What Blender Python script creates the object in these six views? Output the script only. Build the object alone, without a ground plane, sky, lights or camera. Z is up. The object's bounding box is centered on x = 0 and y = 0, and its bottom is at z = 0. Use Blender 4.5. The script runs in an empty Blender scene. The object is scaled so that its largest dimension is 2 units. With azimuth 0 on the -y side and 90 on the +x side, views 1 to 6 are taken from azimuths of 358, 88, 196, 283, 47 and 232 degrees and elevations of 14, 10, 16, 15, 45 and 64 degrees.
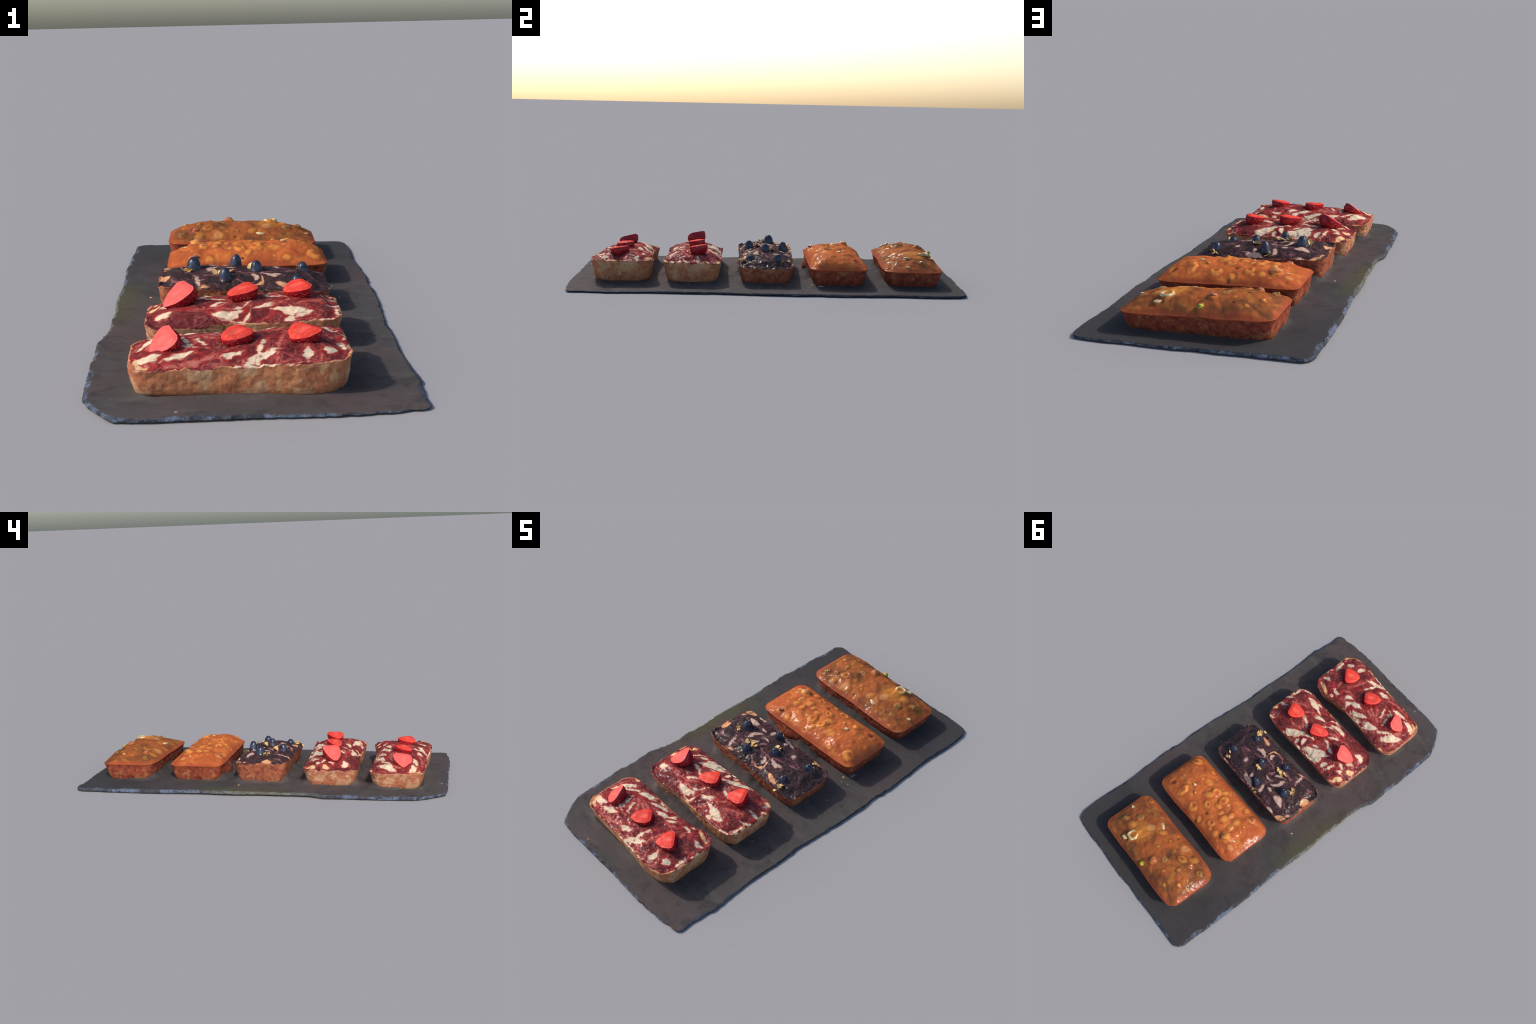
"""Five small loaf cakes in a row on a rough slate serving board.

Two loaves have a red berry and cream swirl with halved strawberries, one a
dark blueberry swirl with blueberries and oat flakes, two a caramel nut glaze.
Everything is built in code: lofted loaf bodies with modelled tops, lathed
berries, half-revolved strawberries, a Coons-patch slate with chipped edges.
"""
import math
import bpy
import numpy as np
from mathutils import Matrix, Vector

# --------------------------------------------------------------------------
# noise helpers (seeded lattice noise, so that every run gives the same object)
# --------------------------------------------------------------------------

def _hash(ix, iy, iz, seed):
    h = (ix.astype(np.uint32) * np.uint32(374761393)
         + iy.astype(np.uint32) * np.uint32(668265263)
         + iz.astype(np.uint32) * np.uint32(2147483647 - 58)
         + np.uint32(seed * 7919 + 17))
    h = (h ^ (h >> np.uint32(13))) * np.uint32(1274126177)
    h = h ^ (h >> np.uint32(16))
    return (h & np.uint32(0xFFFF)).astype(np.float64) / 65535.0


def noise3(p, seed=0):
    """Smooth value noise in -1..1 at the points p (n, 3)."""
    p = np.asarray(p, float)
    i = np.floor(p).astype(np.int64)
    f = p - i
    f = f * f * f * (f * (f * 6 - 15) + 10)
    out = 0
    for dx in (0, 1):
        for dy in (0, 1):
            for dz in (0, 1):
                w = ((f[:, 0] if dx else 1 - f[:, 0])
                     * (f[:, 1] if dy else 1 - f[:, 1])
                     * (f[:, 2] if dz else 1 - f[:, 2]))
                out = out + w * _hash(i[:, 0] + dx, i[:, 1] + dy, i[:, 2] + dz, seed)
    return out * 2 - 1


def fbm(p, scale, octaves=3, seed=0, gain=.5):
    p = np.asarray(p, float) * scale
    total, amp, norm = 0, 1.0, 0
    for o in range(octaves):
        total = total + amp * noise3(p * 2 ** o + 13.7 * o, seed + o)
        norm += amp
        amp *= gain
    return total / norm


def flat3(x, y, z=0.0):
    x = np.asarray(x, float)
    return np.stack([x, np.broadcast_to(y, x.shape), np.broadcast_to(z, x.shape)], -1).reshape(-1, 3)


def smooth(a, b, v):
    t = np.clip((v - a) / (b - a), 0, 1)
    return t * t * (3 - 2 * t)


# --------------------------------------------------------------------------
# materials
# --------------------------------------------------------------------------

def lin(r, g, b):
    """8-bit sRGB to a linear RGBA colour."""
    return tuple((c / 255 / 12.92) if c / 255 <= .04045 else ((c / 255 + .055) / 1.055) ** 2.4 for c in (r, g, b)) + (1.0,)


class Shader:
    """Small helper for writing node trees."""

    def __init__(self, name):
        self.mat = bpy.data.materials.new(name)
        self.mat.use_nodes = True
        self.nt = self.mat.node_tree
        self.nt.nodes.clear()
        self.out = self.nt.nodes.new("ShaderNodeOutputMaterial")
        self.bsdf = self.nt.nodes.new("ShaderNodeBsdfPrincipled")
        self.nt.links.new(self.bsdf.outputs[0], self.out.inputs[0])
        self.coord = self.nt.nodes.new("ShaderNodeTexCoord").outputs["Object"]

    def put(self, sock, v):
        if isinstance(v, bpy.types.NodeSocket):
            self.nt.links.new(v, sock)
        else:
            sock.default_value = v

    def math(self, op, a, b=0.0, c=0.0, clamp=False):
        n = self.nt.nodes.new("ShaderNodeMath")
        n.operation = op
        n.use_clamp = clamp
        for s, v in zip(n.inputs, (a, b, c)):
            self.put(s, v)
        return n.outputs[0]

    def vmath(self, op, a, b=(0, 0, 0), scale=1.0):
        n = self.nt.nodes.new("ShaderNodeVectorMath")
        n.operation = op
        self.put(n.inputs[0], a)
        self.put(n.inputs[1], b)
        if op == "SCALE":
            self.put(n.inputs["Scale"], scale)
        return n.outputs[0]

    def ramp(self, v, lo, hi):
        n = self.nt.nodes.new("ShaderNodeMapRange")
        n.interpolation_type = "SMOOTHSTEP"
        self.put(n.inputs["Value"], v)
        self.put(n.inputs["From Min"], lo)
        self.put(n.inputs["From Max"], hi)
        return n.outputs[0]

    def noise(self, scale, detail=3.0, rough=.55, vec=None, distort=0.0, colour=False, stretch=None, shift=None):
        v = vec or self.coord
        if stretch:
            v = self.vmath("MULTIPLY", v, stretch)
        if shift:
            v = self.vmath("ADD", v, shift)
        n = self.nt.nodes.new("ShaderNodeTexNoise")
        self.put(n.inputs["Vector"], v)
        n.inputs["Scale"].default_value = scale
        n.inputs["Detail"].default_value = detail
        n.inputs["Roughness"].default_value = rough
        n.inputs["Distortion"].default_value = distort
        return n.outputs["Color" if colour else "Fac"]

    def voronoi(self, scale, feature="F1", vec=None):
        n = self.nt.nodes.new("ShaderNodeTexVoronoi")
        n.feature = feature
        self.put(n.inputs["Vector"], vec or self.coord)
        n.inputs["Scale"].default_value = scale
        return n.outputs["Distance"]

    def mix(self, fac, a, b):
        n = self.nt.nodes.new("ShaderNodeMix")
        n.data_type = "RGBA"
        self.put(n.inputs[0], fac)
        self.put(n.inputs[6], a)
        self.put(n.inputs[7], b)
        return n.outputs[2]

    def axes(self, v=None):
        n = self.nt.nodes.new("ShaderNodeSeparateXYZ")
        self.put(n.inputs[0], v or self.coord)
        return n.outputs

    def bump(self, height, strength=.5, distance=.002):
        n = self.nt.nodes.new("ShaderNodeBump")
        n.inputs["Strength"].default_value = strength
        n.inputs["Distance"].default_value = distance
        self.put(n.inputs["Height"], height)
        self.put(self.bsdf.inputs["Normal"], n.outputs[0])

    def warp(self, scale, amount, vec=None, detail=2.0):
        c = self.noise(scale, detail, colour=True, vec=vec)
        off = self.vmath("SCALE", self.vmath("SUBTRACT", c, (.5, .5, .5)), scale=amount * 2)
        return self.vmath("ADD", vec or self.coord, off)

    def stroke(self, vec, x0, y0, xm, ym, x1, y1, width, taper):
        """Signed depth (metres) inside a bent, tapering brush stroke."""
        dx, dy = x1 - x0, y1 - y0
        half = math.hypot(dx, dy) / 2
        ang = math.atan2(dy, dx)
        cx, cy = (x0 + x1) / 2, (y0 + y1) / 2
        sag = -(xm - cx) * math.sin(ang) + (ym - cy) * math.cos(ang)
        along = (half + width * .25)
        m = self.nt.nodes.new("ShaderNodeMapping")
        m.vector_type = "TEXTURE"
        self.put(m.inputs["Vector"], vec)
        m.inputs["Location"].default_value = (cx - sag * math.sin(ang), cy + sag * math.cos(ang), 0)
        m.inputs["Rotation"].default_value = (0, 0, ang)
        m.inputs["Scale"].default_value = (along, width, 1)
        x, y, _ = self.axes(m.outputs[0])
        xx = self.math("MULTIPLY", x, x)
        y2 = self.math("MULTIPLY_ADD", xx, sag / width, y)
        if taper:
            y2 = self.math("DIVIDE", y2, self.math("MAXIMUM", self.math("MULTIPLY_ADD", x, taper, 1.0), .15))
        f = self.math("SQRT", self.math("MULTIPLY_ADD", y2, y2, xx))
        return self.math("MULTIPLY_ADD", f, -min(width, along), min(width, along))

    def union(self, items):
        out = None
        for i in items:
            out = i if out is None else self.math("MAXIMUM", out, i)
        return out

    def gloss(self, weight, rough):
        """Thin wet film: a small share of mirror-like reflection on top."""
        g = self.nt.nodes.new("ShaderNodeBsdfGlossy")
        g.inputs["Roughness"].default_value = rough
        m = self.nt.nodes.new("ShaderNodeMixShader")
        self.put(m.inputs[0], weight)
        self.nt.links.new(self.bsdf.outputs[0], m.inputs[1])
        self.nt.links.new(g.outputs[0], m.inputs[2])
        self.nt.links.new(m.outputs[0], self.out.inputs[0])
        if self.bsdf.inputs["Normal"].is_linked:
            self.nt.links.new(self.bsdf.inputs["Normal"].links[0].from_socket, g.inputs["Normal"])

    def finish(self, colour, rough=.6, coat=0.0, coat_rough=.15, spec=.5):
        self.put(self.bsdf.inputs["Base Color"], colour)
        self.put(self.bsdf.inputs["Roughness"], rough)
        self.put(self.bsdf.inputs["Coat Weight"], coat)
        self.bsdf.inputs["Coat Roughness"].default_value = coat_rough
        self.bsdf.inputs["Specular IOR Level"].default_value = spec
        return self.mat


# --------------------------------------------------------------------------
# where the cream lies in the swirls: brush strokes in the loaf's own plan,
# (start, middle, end, half width, taper, kind), metres
# --------------------------------------------------------------------------
CREAM_FRONT = [
    (.267, -.081, .254, -.090, .240, -.098, 0.0152, 0, "cream"),
    (.293, -.017, .297, -.038, .297, -.070, 0.0088, -.3, "cream"),
    (.194, -.091, .188, -.113, .182, -.135, 0.0152, 0, "cream"),
    (.224, -.135, .217, -.148, .196, -.152, 0.0056, 0, "pink"),
    (.294, .077, .279, .075, .258, .080, 0.0128, 0, "cream"),
    (.312, .022, .311, .014, .307, .006, 0.0048, 0, "cream"),
    (.283, .019, .276, .013, .258, .010, 0.0060, 0, "pink"),
    (.191, .074, .195, .058, .199, .037, 0.0052, -.3, "pink"),
    (.200, .094, .181, .102, .149, .104, 0.0100, 0, "cream"),
    (.148, .066, .133, .056, .114, .051, 0.0048, 0, "pink"),
    (.287, .115, .246, .130, .215, .143, 0.0100, 0, "tan"),
    (.189, .129, .174, .133, .164, .131, 0.0072, 0, "cream"),
    (.109, .100, .099, .075, .070, .062, 0.0104, -.4, "cream"),
    (.065, .124, .077, .109, .061, .086, 0.0120, 0, "cream"),
    (.061, .086, .031, .074, -.014, .069, 0.0128, -.2, "cream"),
    (.019, .123, -.013, .107, -.075, .079, 0.0120, -.5, "cream"),
    (-.011, .127, -.034, .125, -.058, .126, 0.0088, .2, "cream"),
    (-.085, .117, -.117, .109, -.163, .078, 0.0192, -.6, "cream"),
    (-.175, .094, -.199, .076, -.240, .045, 0.0088, -.3, "cream"),
    (-.223, .106, -.251, .072, -.289, .028, 0.0232, -.1, "cream"),
    (.118, -.034, .109, -.074, .101, -.129, 0.0056, 0, "pink"),
    (.100, -.090, .079, -.106, .050, -.109, 0.0128, 0, "cream"),
    (.072, -.039, .056, -.077, .049, -.140, 0.0088, 0, "cream"),
    (.132, -.152, .077, -.150, .008, -.144, 0.0072, 0, "cream"),
    (.047, -.100, .032, -.123, .004, -.146, 0.0088, 0, "cream"),
    (.002, -.090, -.018, -.098, -.051, -.100, 0.0136, 0, "cream"),
    (-.065, -.089, -.113, -.111, -.176, -.116, 0.0056, 0, "pink"),
    (-.132, -.076, -.175, -.079, -.215, -.090, 0.0128, .2, "cream"),
    (-.236, -.070, -.265, -.073, -.300, -.047, 0.0168, 0, "cream"),
    (-.264, -.104, -.291, -.096, -.299, -.054, 0.0120, 0, "tan"),
    (-.047, .022, -.068, .033, -.091, .048, 0.0064, 0, "pink"),
    (-.038, .045, -.057, .051, -.076, .057, 0.0036, 0, "pink"),
    (-.063, -.004, -.079, .005, -.092, .020, 0.0044, 0, "pink"),
    (-.101, .037, -.116, .047, -.138, .056, 0.0052, 0, "pink"),
    (-.101, -.030, -.110, -.010, -.119, .016, 0.0072, 0, "cream"),
    (-.140, -.026, -.150, -.002, -.161, .042, 0.0068, 0, "cream"),
    (-.136, .031, -.129, .014, -.131, -.014, 0.0048, 0, "pink"),
    (-.178, .035, -.195, .042, -.214, .038, 0.0036, 0, "pink"),
    (-.138, -.040, -.152, -.035, -.166, -.031, 0.0040, 0, "cream"),
    (-.251, .038, -.263, .014, -.264, -.003, 0.0088, 0, "pink"),
    (-.249, .154, -.260, .149, -.275, .146, 0.0080, 0, "tan"),
    (-.289, .111, -.293, .086, -.305, .033, 0.0040, 0, "pink"),
]
CREAM_SECOND = [
    (.319, .005, .310, -.016, .287, -.036, 0.0064, 0, "cream"),
    (.295, -.049, .291, -.085, .292, -.114, 0.0056, 0, "cream"),
    (.292, -.114, .265, -.136, .229, -.140, 0.0032, 0, "cream"),
    (.195, -.106, .159, -.103, .089, -.083, 0.0180, -.5, "cream"),
    (.158, -.126, .144, -.128, .128, -.128, 0.0088, 0, "cream"),
    (.084, -.055, .061, -.064, .030, -.074, 0.0104, -.4, "cream"),
    (.305, .084, .295, .075, .281, .070, 0.0088, 0, "tan"),
    (.306, .038, .288, .031, .267, .028, 0.0112, 0, "cream"),
    (.264, .117, .267, .106, .271, .097, 0.0080, 0, "cream"),
    (.283, .134, .261, .133, .246, .125, 0.0064, 0, "tan"),
    (.258, .088, .248, .096, .240, .108, 0.0052, 0, "pink"),
    (.127, .002, .100, .009, .071, .028, 0.0100, -.2, "cream"),
    (.112, .023, .082, .046, .048, .057, 0.0036, 0, "pink"),
    (.152, -.021, .130, -.039, .110, -.061, 0.0036, 0, "pink"),
    (.240, -.020, .204, -.040, .152, -.069, 0.0036, 0, "pink"),
    (.163, .066, .146, .075, .119, .075, 0.0040, 0, "pink"),
    (.103, .067, .093, .064, .080, .069, 0.0056, 0, "pink"),
    (.141, .140, .106, .119, .044, .072, 0.0220, -.2, "cream"),
    (.057, .089, .022, .068, -.015, .050, 0.0060, 0, "cream"),
    (.078, .131, .067, .108, .057, .094, 0.0060, 0, "tan"),
    (.007, -.108, .008, -.121, -.037, -.127, 0.0040, 0, "cream"),
    (-.026, -.097, -.061, -.106, -.115, -.092, 0.0144, -.2, "cream"),
    (.004, -.043, -.015, -.066, -.053, -.078, 0.0036, 0, "cream"),
    (-.047, -.033, -.072, -.050, -.124, -.067, 0.0036, 0, "pink"),
    (-.059, -.017, -.082, -.031, -.111, -.056, 0.0088, 0, "cream"),
    (.044, .137, .043, .127, .043, .113, 0.0112, 0, "cream"),
    (.008, .115, .012, .104, .012, .087, 0.0112, 0, "cream"),
    (-.045, .080, -.054, .072, -.071, .067, 0.0072, 0, "cream"),
    (-.018, .128, -.060, .104, -.112, .066, 0.0180, -.1, "cream"),
    (-.061, .137, -.088, .116, -.150, .055, 0.0200, -.5, "cream"),
    (-.095, .133, -.112, .125, -.134, .096, 0.0140, 0, "cream"),
    (-.062, .002, -.091, .010, -.117, .021, 0.0064, 0, "cream"),
    (-.112, .020, -.139, .029, -.160, .036, 0.0104, -.3, "cream"),
    (-.167, .123, -.170, .104, -.176, .093, 0.0128, 0, "cream"),
    (-.191, .122, -.203, .099, -.215, .071, 0.0088, 0, "cream"),
    (-.223, .031, -.244, .036, -.257, .047, 0.0080, 0, "cream"),
    (-.252, .067, -.263, .066, -.277, .067, 0.0104, 0, "cream"),
    (-.251, .006, -.258, -.002, -.273, -.012, 0.0132, 0, "cream"),
    (-.247, -.072, -.263, -.081, -.288, -.065, 0.0192, 0, "cream"),
    (-.286, .033, -.299, .028, -.310, .004, 0.0160, 0, "tan"),
    (-.272, .114, -.288, .100, -.303, .086, 0.0176, 0, "tan"),
    (-.268, .130, -.274, .129, -.282, .127, 0.0080, 0, "tan"),
    (.269, .146, .208, .157, .147, .151, 0.0052, 0, "cream"),
    (.035, .144, .006, .141, -.016, .143, 0.0072, 0, "cream"),
]
CREAM_DARK = [
    (.123, -.051, .105, -.053, .070, -.041, 0.0128, -.5, "cream"),
    (.062, -.062, .063, -.104, .022, -.114, 0.0068, 0, "tan"),
    (.025, -.053, .047, -.076, .033, -.102, 0.0088, 0, "cream"),
    (.033, -.102, .011, -.111, -.014, -.101, 0.0048, 0, "pink"),
    (.104, -.015, .085, -.022, .066, -.027, 0.0052, 0, "pink"),
    (.194, .016, .179, .007, .159, .000, 0.0040, 0, "pink"),
    (.125, .070, .123, .055, .130, .044, 0.0120, 0, "cream"),
    (.175, -.120, .146, -.114, .118, -.105, 0.0128, 0, "tan"),
    (.062, .112, .029, .119, -.017, .129, 0.0144, -.2, "cream"),
    (.031, .101, .028, .087, .031, .077, 0.0080, 0, "cream"),
    (-.080, .120, -.072, .097, -.065, .076, 0.0120, 0, "cream"),
    (-.098, .066, -.112, .069, -.126, .077, 0.0088, 0, "cream"),
    (-.100, .041, -.120, .020, -.125, -.018, 0.0128, .2, "cream"),
    (-.039, .029, -.061, .031, -.078, .021, 0.0064, 0, "cream"),
    (-.033, .013, -.039, .002, -.044, -.015, 0.0096, 0, "pink"),
    (-.065, -.005, -.078, -.019, -.100, -.030, 0.0072, 0, "cream"),
    (-.155, .075, -.166, .068, -.234, .092, 0.0168, -.6, "cream"),
    (-.184, .053, -.198, .062, -.213, .069, 0.0040, 0, "pink"),
    (-.288, -.009, -.286, -.035, -.291, -.057, 0.0192, 0, "tan"),
    (-.192, -.027, -.210, -.023, -.228, -.024, 0.0056, 0, "cream"),
    (-.175, -.073, -.168, -.099, -.161, -.132, 0.0080, 0, "cream"),
    (-.130, -.126, -.149, -.131, -.163, -.136, 0.0060, 0, "tan"),
    (-.142, -.091, -.149, -.094, -.155, -.094, 0.0080, 0, "pink"),
    (-.173, .142, -.197, .141, -.225, .141, 0.0120, 0, "cream"),
    (-.249, .145, -.266, .133, -.294, .113, 0.0160, 0, "tan"),
    (-.286, .097, -.291, .090, -.295, .078, 0.0080, 0, "tan"),
    (-.129, .122, -.144, .124, -.156, .123, 0.0032, 0, "pink"),
    (.230, .134, .204, .138, .186, .139, 0.0048, 0, "tan"),
    (-.248, -.098, -.256, -.094, -.260, -.085, 0.0056, 0, "pink"),
    (.198, .023, .166, .033, .136, .029, 0.0032, 0, "pink"),
    (-.083, -.057, -.109, -.063, -.152, -.054, 0.0048, 0, "pink"),
    (.088, -.060, .035, -.040, -.020, -.034, 0.0036, 0, "pink"),
]
NUTS_BRIGHT = [
    (.172, .079, 0.0288, 0.0120, "ring"),
    (.033, -.055, 0.0264, 0.0096, "ring"),
    (.057, .090, 0.0280, 0.0088, "ring"),
    (.047, -.015, 0.0240, 0.0136, "lump"),
    (.148, .010, 0.0112, 0.0088, "lump"),
    (.108, .038, 0.0096, 0.0088, "lump"),
    (-.029, -.053, 0.0280, 0.0104, "ring"),
    (.006, .026, 0.0240, 0.0080, "ring"),
    (-.042, -.011, 0.0160, 0.0096, "lump"),
    (-.021, .112, 0.0168, 0.0104, "lump"),
    (-.090, .075, 0.0220, 0.0088, "ring"),
    (-.120, .006, 0.0240, 0.0136, "lump"),
    (-.128, -.034, 0.0180, 0.0096, "lump"),
    (-.177, -.031, 0.0220, 0.0088, "lump"),
    (-.180, .011, 0.0160, 0.0112, "lump"),
    (-.206, .066, 0.0312, 0.0192, "lump"),
    (-.248, .043, 0.0088, 0.0024, "flat"),
    (-.264, .080, 0.0168, 0.0056, "flat"),
    (-.211, -.110, 0.0248, 0.0160, "lump"),
    (-.222, -.049, 0.0080, 0.0056, "lump"),
    (-.067, -.060, 0.0088, 0.0064, "lump"),
    (.155, -.121, 0.0144, 0.0056, "lump"),
    (.107, -.110, 0.0080, 0.0056, "lump"),
    (.109, -.062, 0.0240, 0.0088, "lump"),
    (.251, .091, 0.0160, -0.0120, "pit"),
    (.236, .021, 0.0088, 0.0056, "lump"),
    (.005, -.093, 0.0160, 0.0072, "lump"),
    (-.149, -.127, 0.0200, 0.0120, "lump"),
    (-.110, .102, 0.0120, 0.0064, "lump"),
    (.274, -.090, 0.0300, 0.0072, "ring"),
    (-.152, .098, 0.0200, 0.0080, "lump"),
    (.149, -.046, 0.0080, 0.0048, "lump"),
    (-.081, .001, 0.0160, 0.0072, "lump"),
    (-.027, .062, 0.0112, -0.0072, "pit"),
    (-.011, .134, 0.0100, -0.0064, "pit"),
    (-.234, -.017, 0.0080, 0.0048, "lump"),
]
NUTS_BROWN = [
    (.134, .070, 0.0320, 0.0136, "ring"),
    (.158, .107, 0.0160, 0.0080, "lump"),
    (.287, -.030, 0.0128, 0.0032, "flat"),
    (.256, .043, 0.0192, 0.0160, "lump"),
    (.200, -.023, 0.0208, 0.0144, "lump"),
    (.109, -.032, 0.0264, 0.0056, "flat"),
    (-.025, .124, 0.0184, 0.0160, "lump"),
    (-.056, .069, 0.0224, 0.0200, "lump"),
    (-.145, -.058, 0.0248, 0.0120, "ring"),
    (-.198, -.074, 0.0200, 0.0184, "lump"),
    (-.263, -.088, 0.0176, 0.0168, "lump"),
    (-.189, -.007, 0.0136, 0.0112, "lump"),
    (-.251, .040, 0.0136, 0.0120, "lump"),
    (-.105, -.109, 0.0248, 0.0056, "flat"),
    (-.095, .017, 0.0176, 0.0048, "flat"),
    (.001, .079, 0.0064, -0.0056, "pit"),
    (-.146, .089, 0.0064, -0.0056, "pit"),
    (.126, .024, 0.0680, 0.0104, "lump"),
    (-.141, .060, 0.0120, 0.0064, "lump"),
    (-.011, .001, 0.0104, 0.0080, "lump"),
    (-.203, .100, 0.0104, 0.0072, "lump"),
    (.259, -.131, 0.0160, 0.0072, "ring"),
    (-.030, -.115, 0.0080, -0.0040, "pit"),
    (-.022, -.071, 0.0088, 0.0056, "lump"),
    (-.188, -.109, 0.0240, 0.0080, "lump"),
    (.196, .038, 0.0240, 0.0080, "lump"),
    (.044, -.069, 0.0200, 0.0064, "lump"),
    (-.260, -.013, 0.0080, 0.0048, "lump"),
]
# --------------------------------------------------------------------------
# materials of the parts
# --------------------------------------------------------------------------

def swirl_material(name, strokes, dark):
    s = Shader(name)
    p = s.warp(28, .0050, detail=1.5)
    p = s.warp(110, .0012, vec=p, detail=1)
    depth = {}
    for kind in ("cream", "pink", "tan"):
        for *geo, k in strokes:
            if k == kind:
                geo[6] *= .90
                d = s.stroke(p, *geo)
                depth[kind] = s.math("MAXIMUM", depth[kind], d) if kind in depth else d
    cream, pink, tan = depth["cream"], depth["pink"], depth["tan"]
    # jam: red next to the cream, a brown film further off, wet lumps outside
    lumps = s.noise(24, 3, .55, distort=.5)
    fine = s.noise(110, 3, .6)
    x, y, zc = s.axes()
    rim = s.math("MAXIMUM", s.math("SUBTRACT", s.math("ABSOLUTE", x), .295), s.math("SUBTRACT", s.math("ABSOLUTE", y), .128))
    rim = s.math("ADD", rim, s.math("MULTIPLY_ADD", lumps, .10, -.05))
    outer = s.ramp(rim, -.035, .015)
    flow = s.warp(8, .045, detail=1)
    comb = s.noise(24, 2, .5, vec=flow, distort=1.4, stretch=(1.0, 2.6, 1.0))
    fray = s.math("MULTIPLY_ADD", s.noise(34, 1, .5, vec=flow, distort=.3, stretch=(1.0, 2.2, 1.0), shift=(2, 2, 5)), .020, -.0098)
    creamf, pinkf, tanf = s.math("ADD", cream, fray), s.math("ADD", pink, fray), s.math("ADD", tan, s.math("MULTIPLY", fray, .4))
    field = s.union([creamf, tanf, pinkf])
    sway = s.noise(20, 1, .4, vec=flow, stretch=(1.0, 2.2, 1.0), shift=(7, 3, 1))
    warm = s.ramp(s.math("ADD", field, s.math("MULTIPLY_ADD", lumps, .03, -.015)), -.015, -.002)
    if dark:
        film, red, shade, bright = lin(56, 44, 43), lin(62, 43, 45), lin(38, 30, 34), lin(92, 62, 68)
        edge_c, cream_c, pink_c, tan_c = lin(98, 54, 58), lin(200, 168, 148), lin(142, 96, 96), lin(214, 152, 102)
    else:
        film, red, shade, bright = lin(106, 43, 43), lin(154, 46, 46), lin(70, 26, 32), lin(172, 66, 68)
        edge_c, cream_c, pink_c, tan_c = lin(156, 70, 60), lin(224, 201, 170), lin(182, 108, 96), lin(224, 176, 120)
    jam = s.mix(warm, film, red)
    jam = s.mix(s.math("MULTIPLY", s.ramp(comb, .54, .66), .45), jam, shade)
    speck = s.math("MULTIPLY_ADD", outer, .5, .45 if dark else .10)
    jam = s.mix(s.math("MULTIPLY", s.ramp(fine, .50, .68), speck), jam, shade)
    jam = s.mix(s.math("MULTIPLY", s.ramp(s.noise(62, 3, .6, shift=(3, 1, 2)), .58, .72), s.math("MULTIPLY_ADD", outer, .5, .25)), jam, bright)
    if dark:
        jam = s.mix(s.math("MULTIPLY", s.ramp(s.noise(210, 2, .6, shift=(1, 1, 4)), .58, .70), s.math("MULTIPLY_ADD", outer, .35, .25)), jam, lin(124, 98, 104))  # pale purple specks painted into the jam as small wet glints
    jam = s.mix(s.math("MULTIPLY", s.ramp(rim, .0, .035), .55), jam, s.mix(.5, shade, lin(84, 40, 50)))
    # drawn-out threads that follow the outline of the cream
    col = jam
    for off, wide, amount, k in ((-.0065, .0034, .50, 1), (-.0130, .0026, .42, 2), (-.0200, .0034, .40, 4), (-.0280, .0026, .30, 3)):
        ridge = s.ramp(s.math("ABSOLUTE", s.math("ADD", field, s.math("MULTIPLY_ADD", sway, .022, -.011 - off))), wide, 0.0)
        ridge = s.math("MULTIPLY", ridge, s.ramp(s.noise(14, 1, shift=(k, 3 * k, 2)), .42, .60))
        col = s.mix(s.math("MULTIPLY", ridge, amount * (.75 if dark else 1.0)), col, pink_c)
    near = s.ramp(field, -.0060, .0005)
    col = s.mix(s.math("MULTIPLY", near, .6), col, edge_c)
    col = s.mix(s.math("MULTIPLY", s.ramp(pinkf, -.0030, .0030), .85), col, pink_c)
    cream_v = s.mix(s.math("MULTIPLY", s.ramp(s.noise(180, 2), .42, .72), .22), cream_c, s.mix(.5, cream_c, edge_c))
    cream_v = s.mix(s.math("MULTIPLY", s.ramp(comb, .50, .60), .30), cream_v, s.mix(.5, pink_c, cream_c))
    cream_v = s.mix(s.math("MULTIPLY", s.math("MULTIPLY", s.ramp(s.voronoi(190), .16, .06), s.ramp(s.noise(90, 1), .55, .7)), .5), cream_v, lin(150, 120, 95))
    cm = s.ramp(creamf, -.0030, .0036)
    col = s.mix(cm, col, cream_v)
    tan_v = s.mix(s.ramp(s.noise(50, 3), .4, .7), tan_c, s.mix(.4, tan_c, cream_c))
    col = s.mix(s.ramp(tanf, -.0024, .0030), col, tan_v)
    s.bump(s.math("ADD", s.math("MULTIPLY", fine, .5), s.math("MULTIPLY", lumps, .6)), .35, .006)
    wet = s.math("MULTIPLY", s.math("SUBTRACT", 1.0, cm), s.ramp(s.noise(70, 2), .42, .60))
    s.gloss(s.math("MULTIPLY_ADD", wet, .030, .003), .26)
    return s.finish(col, .6, 0, .22, 0)


def nut_turn(i):
    """Each glazed nut lies its own way: rotation and elongation."""
    return 2.4 * i, .84 + .38 * ((i * .618) % 1)


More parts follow.
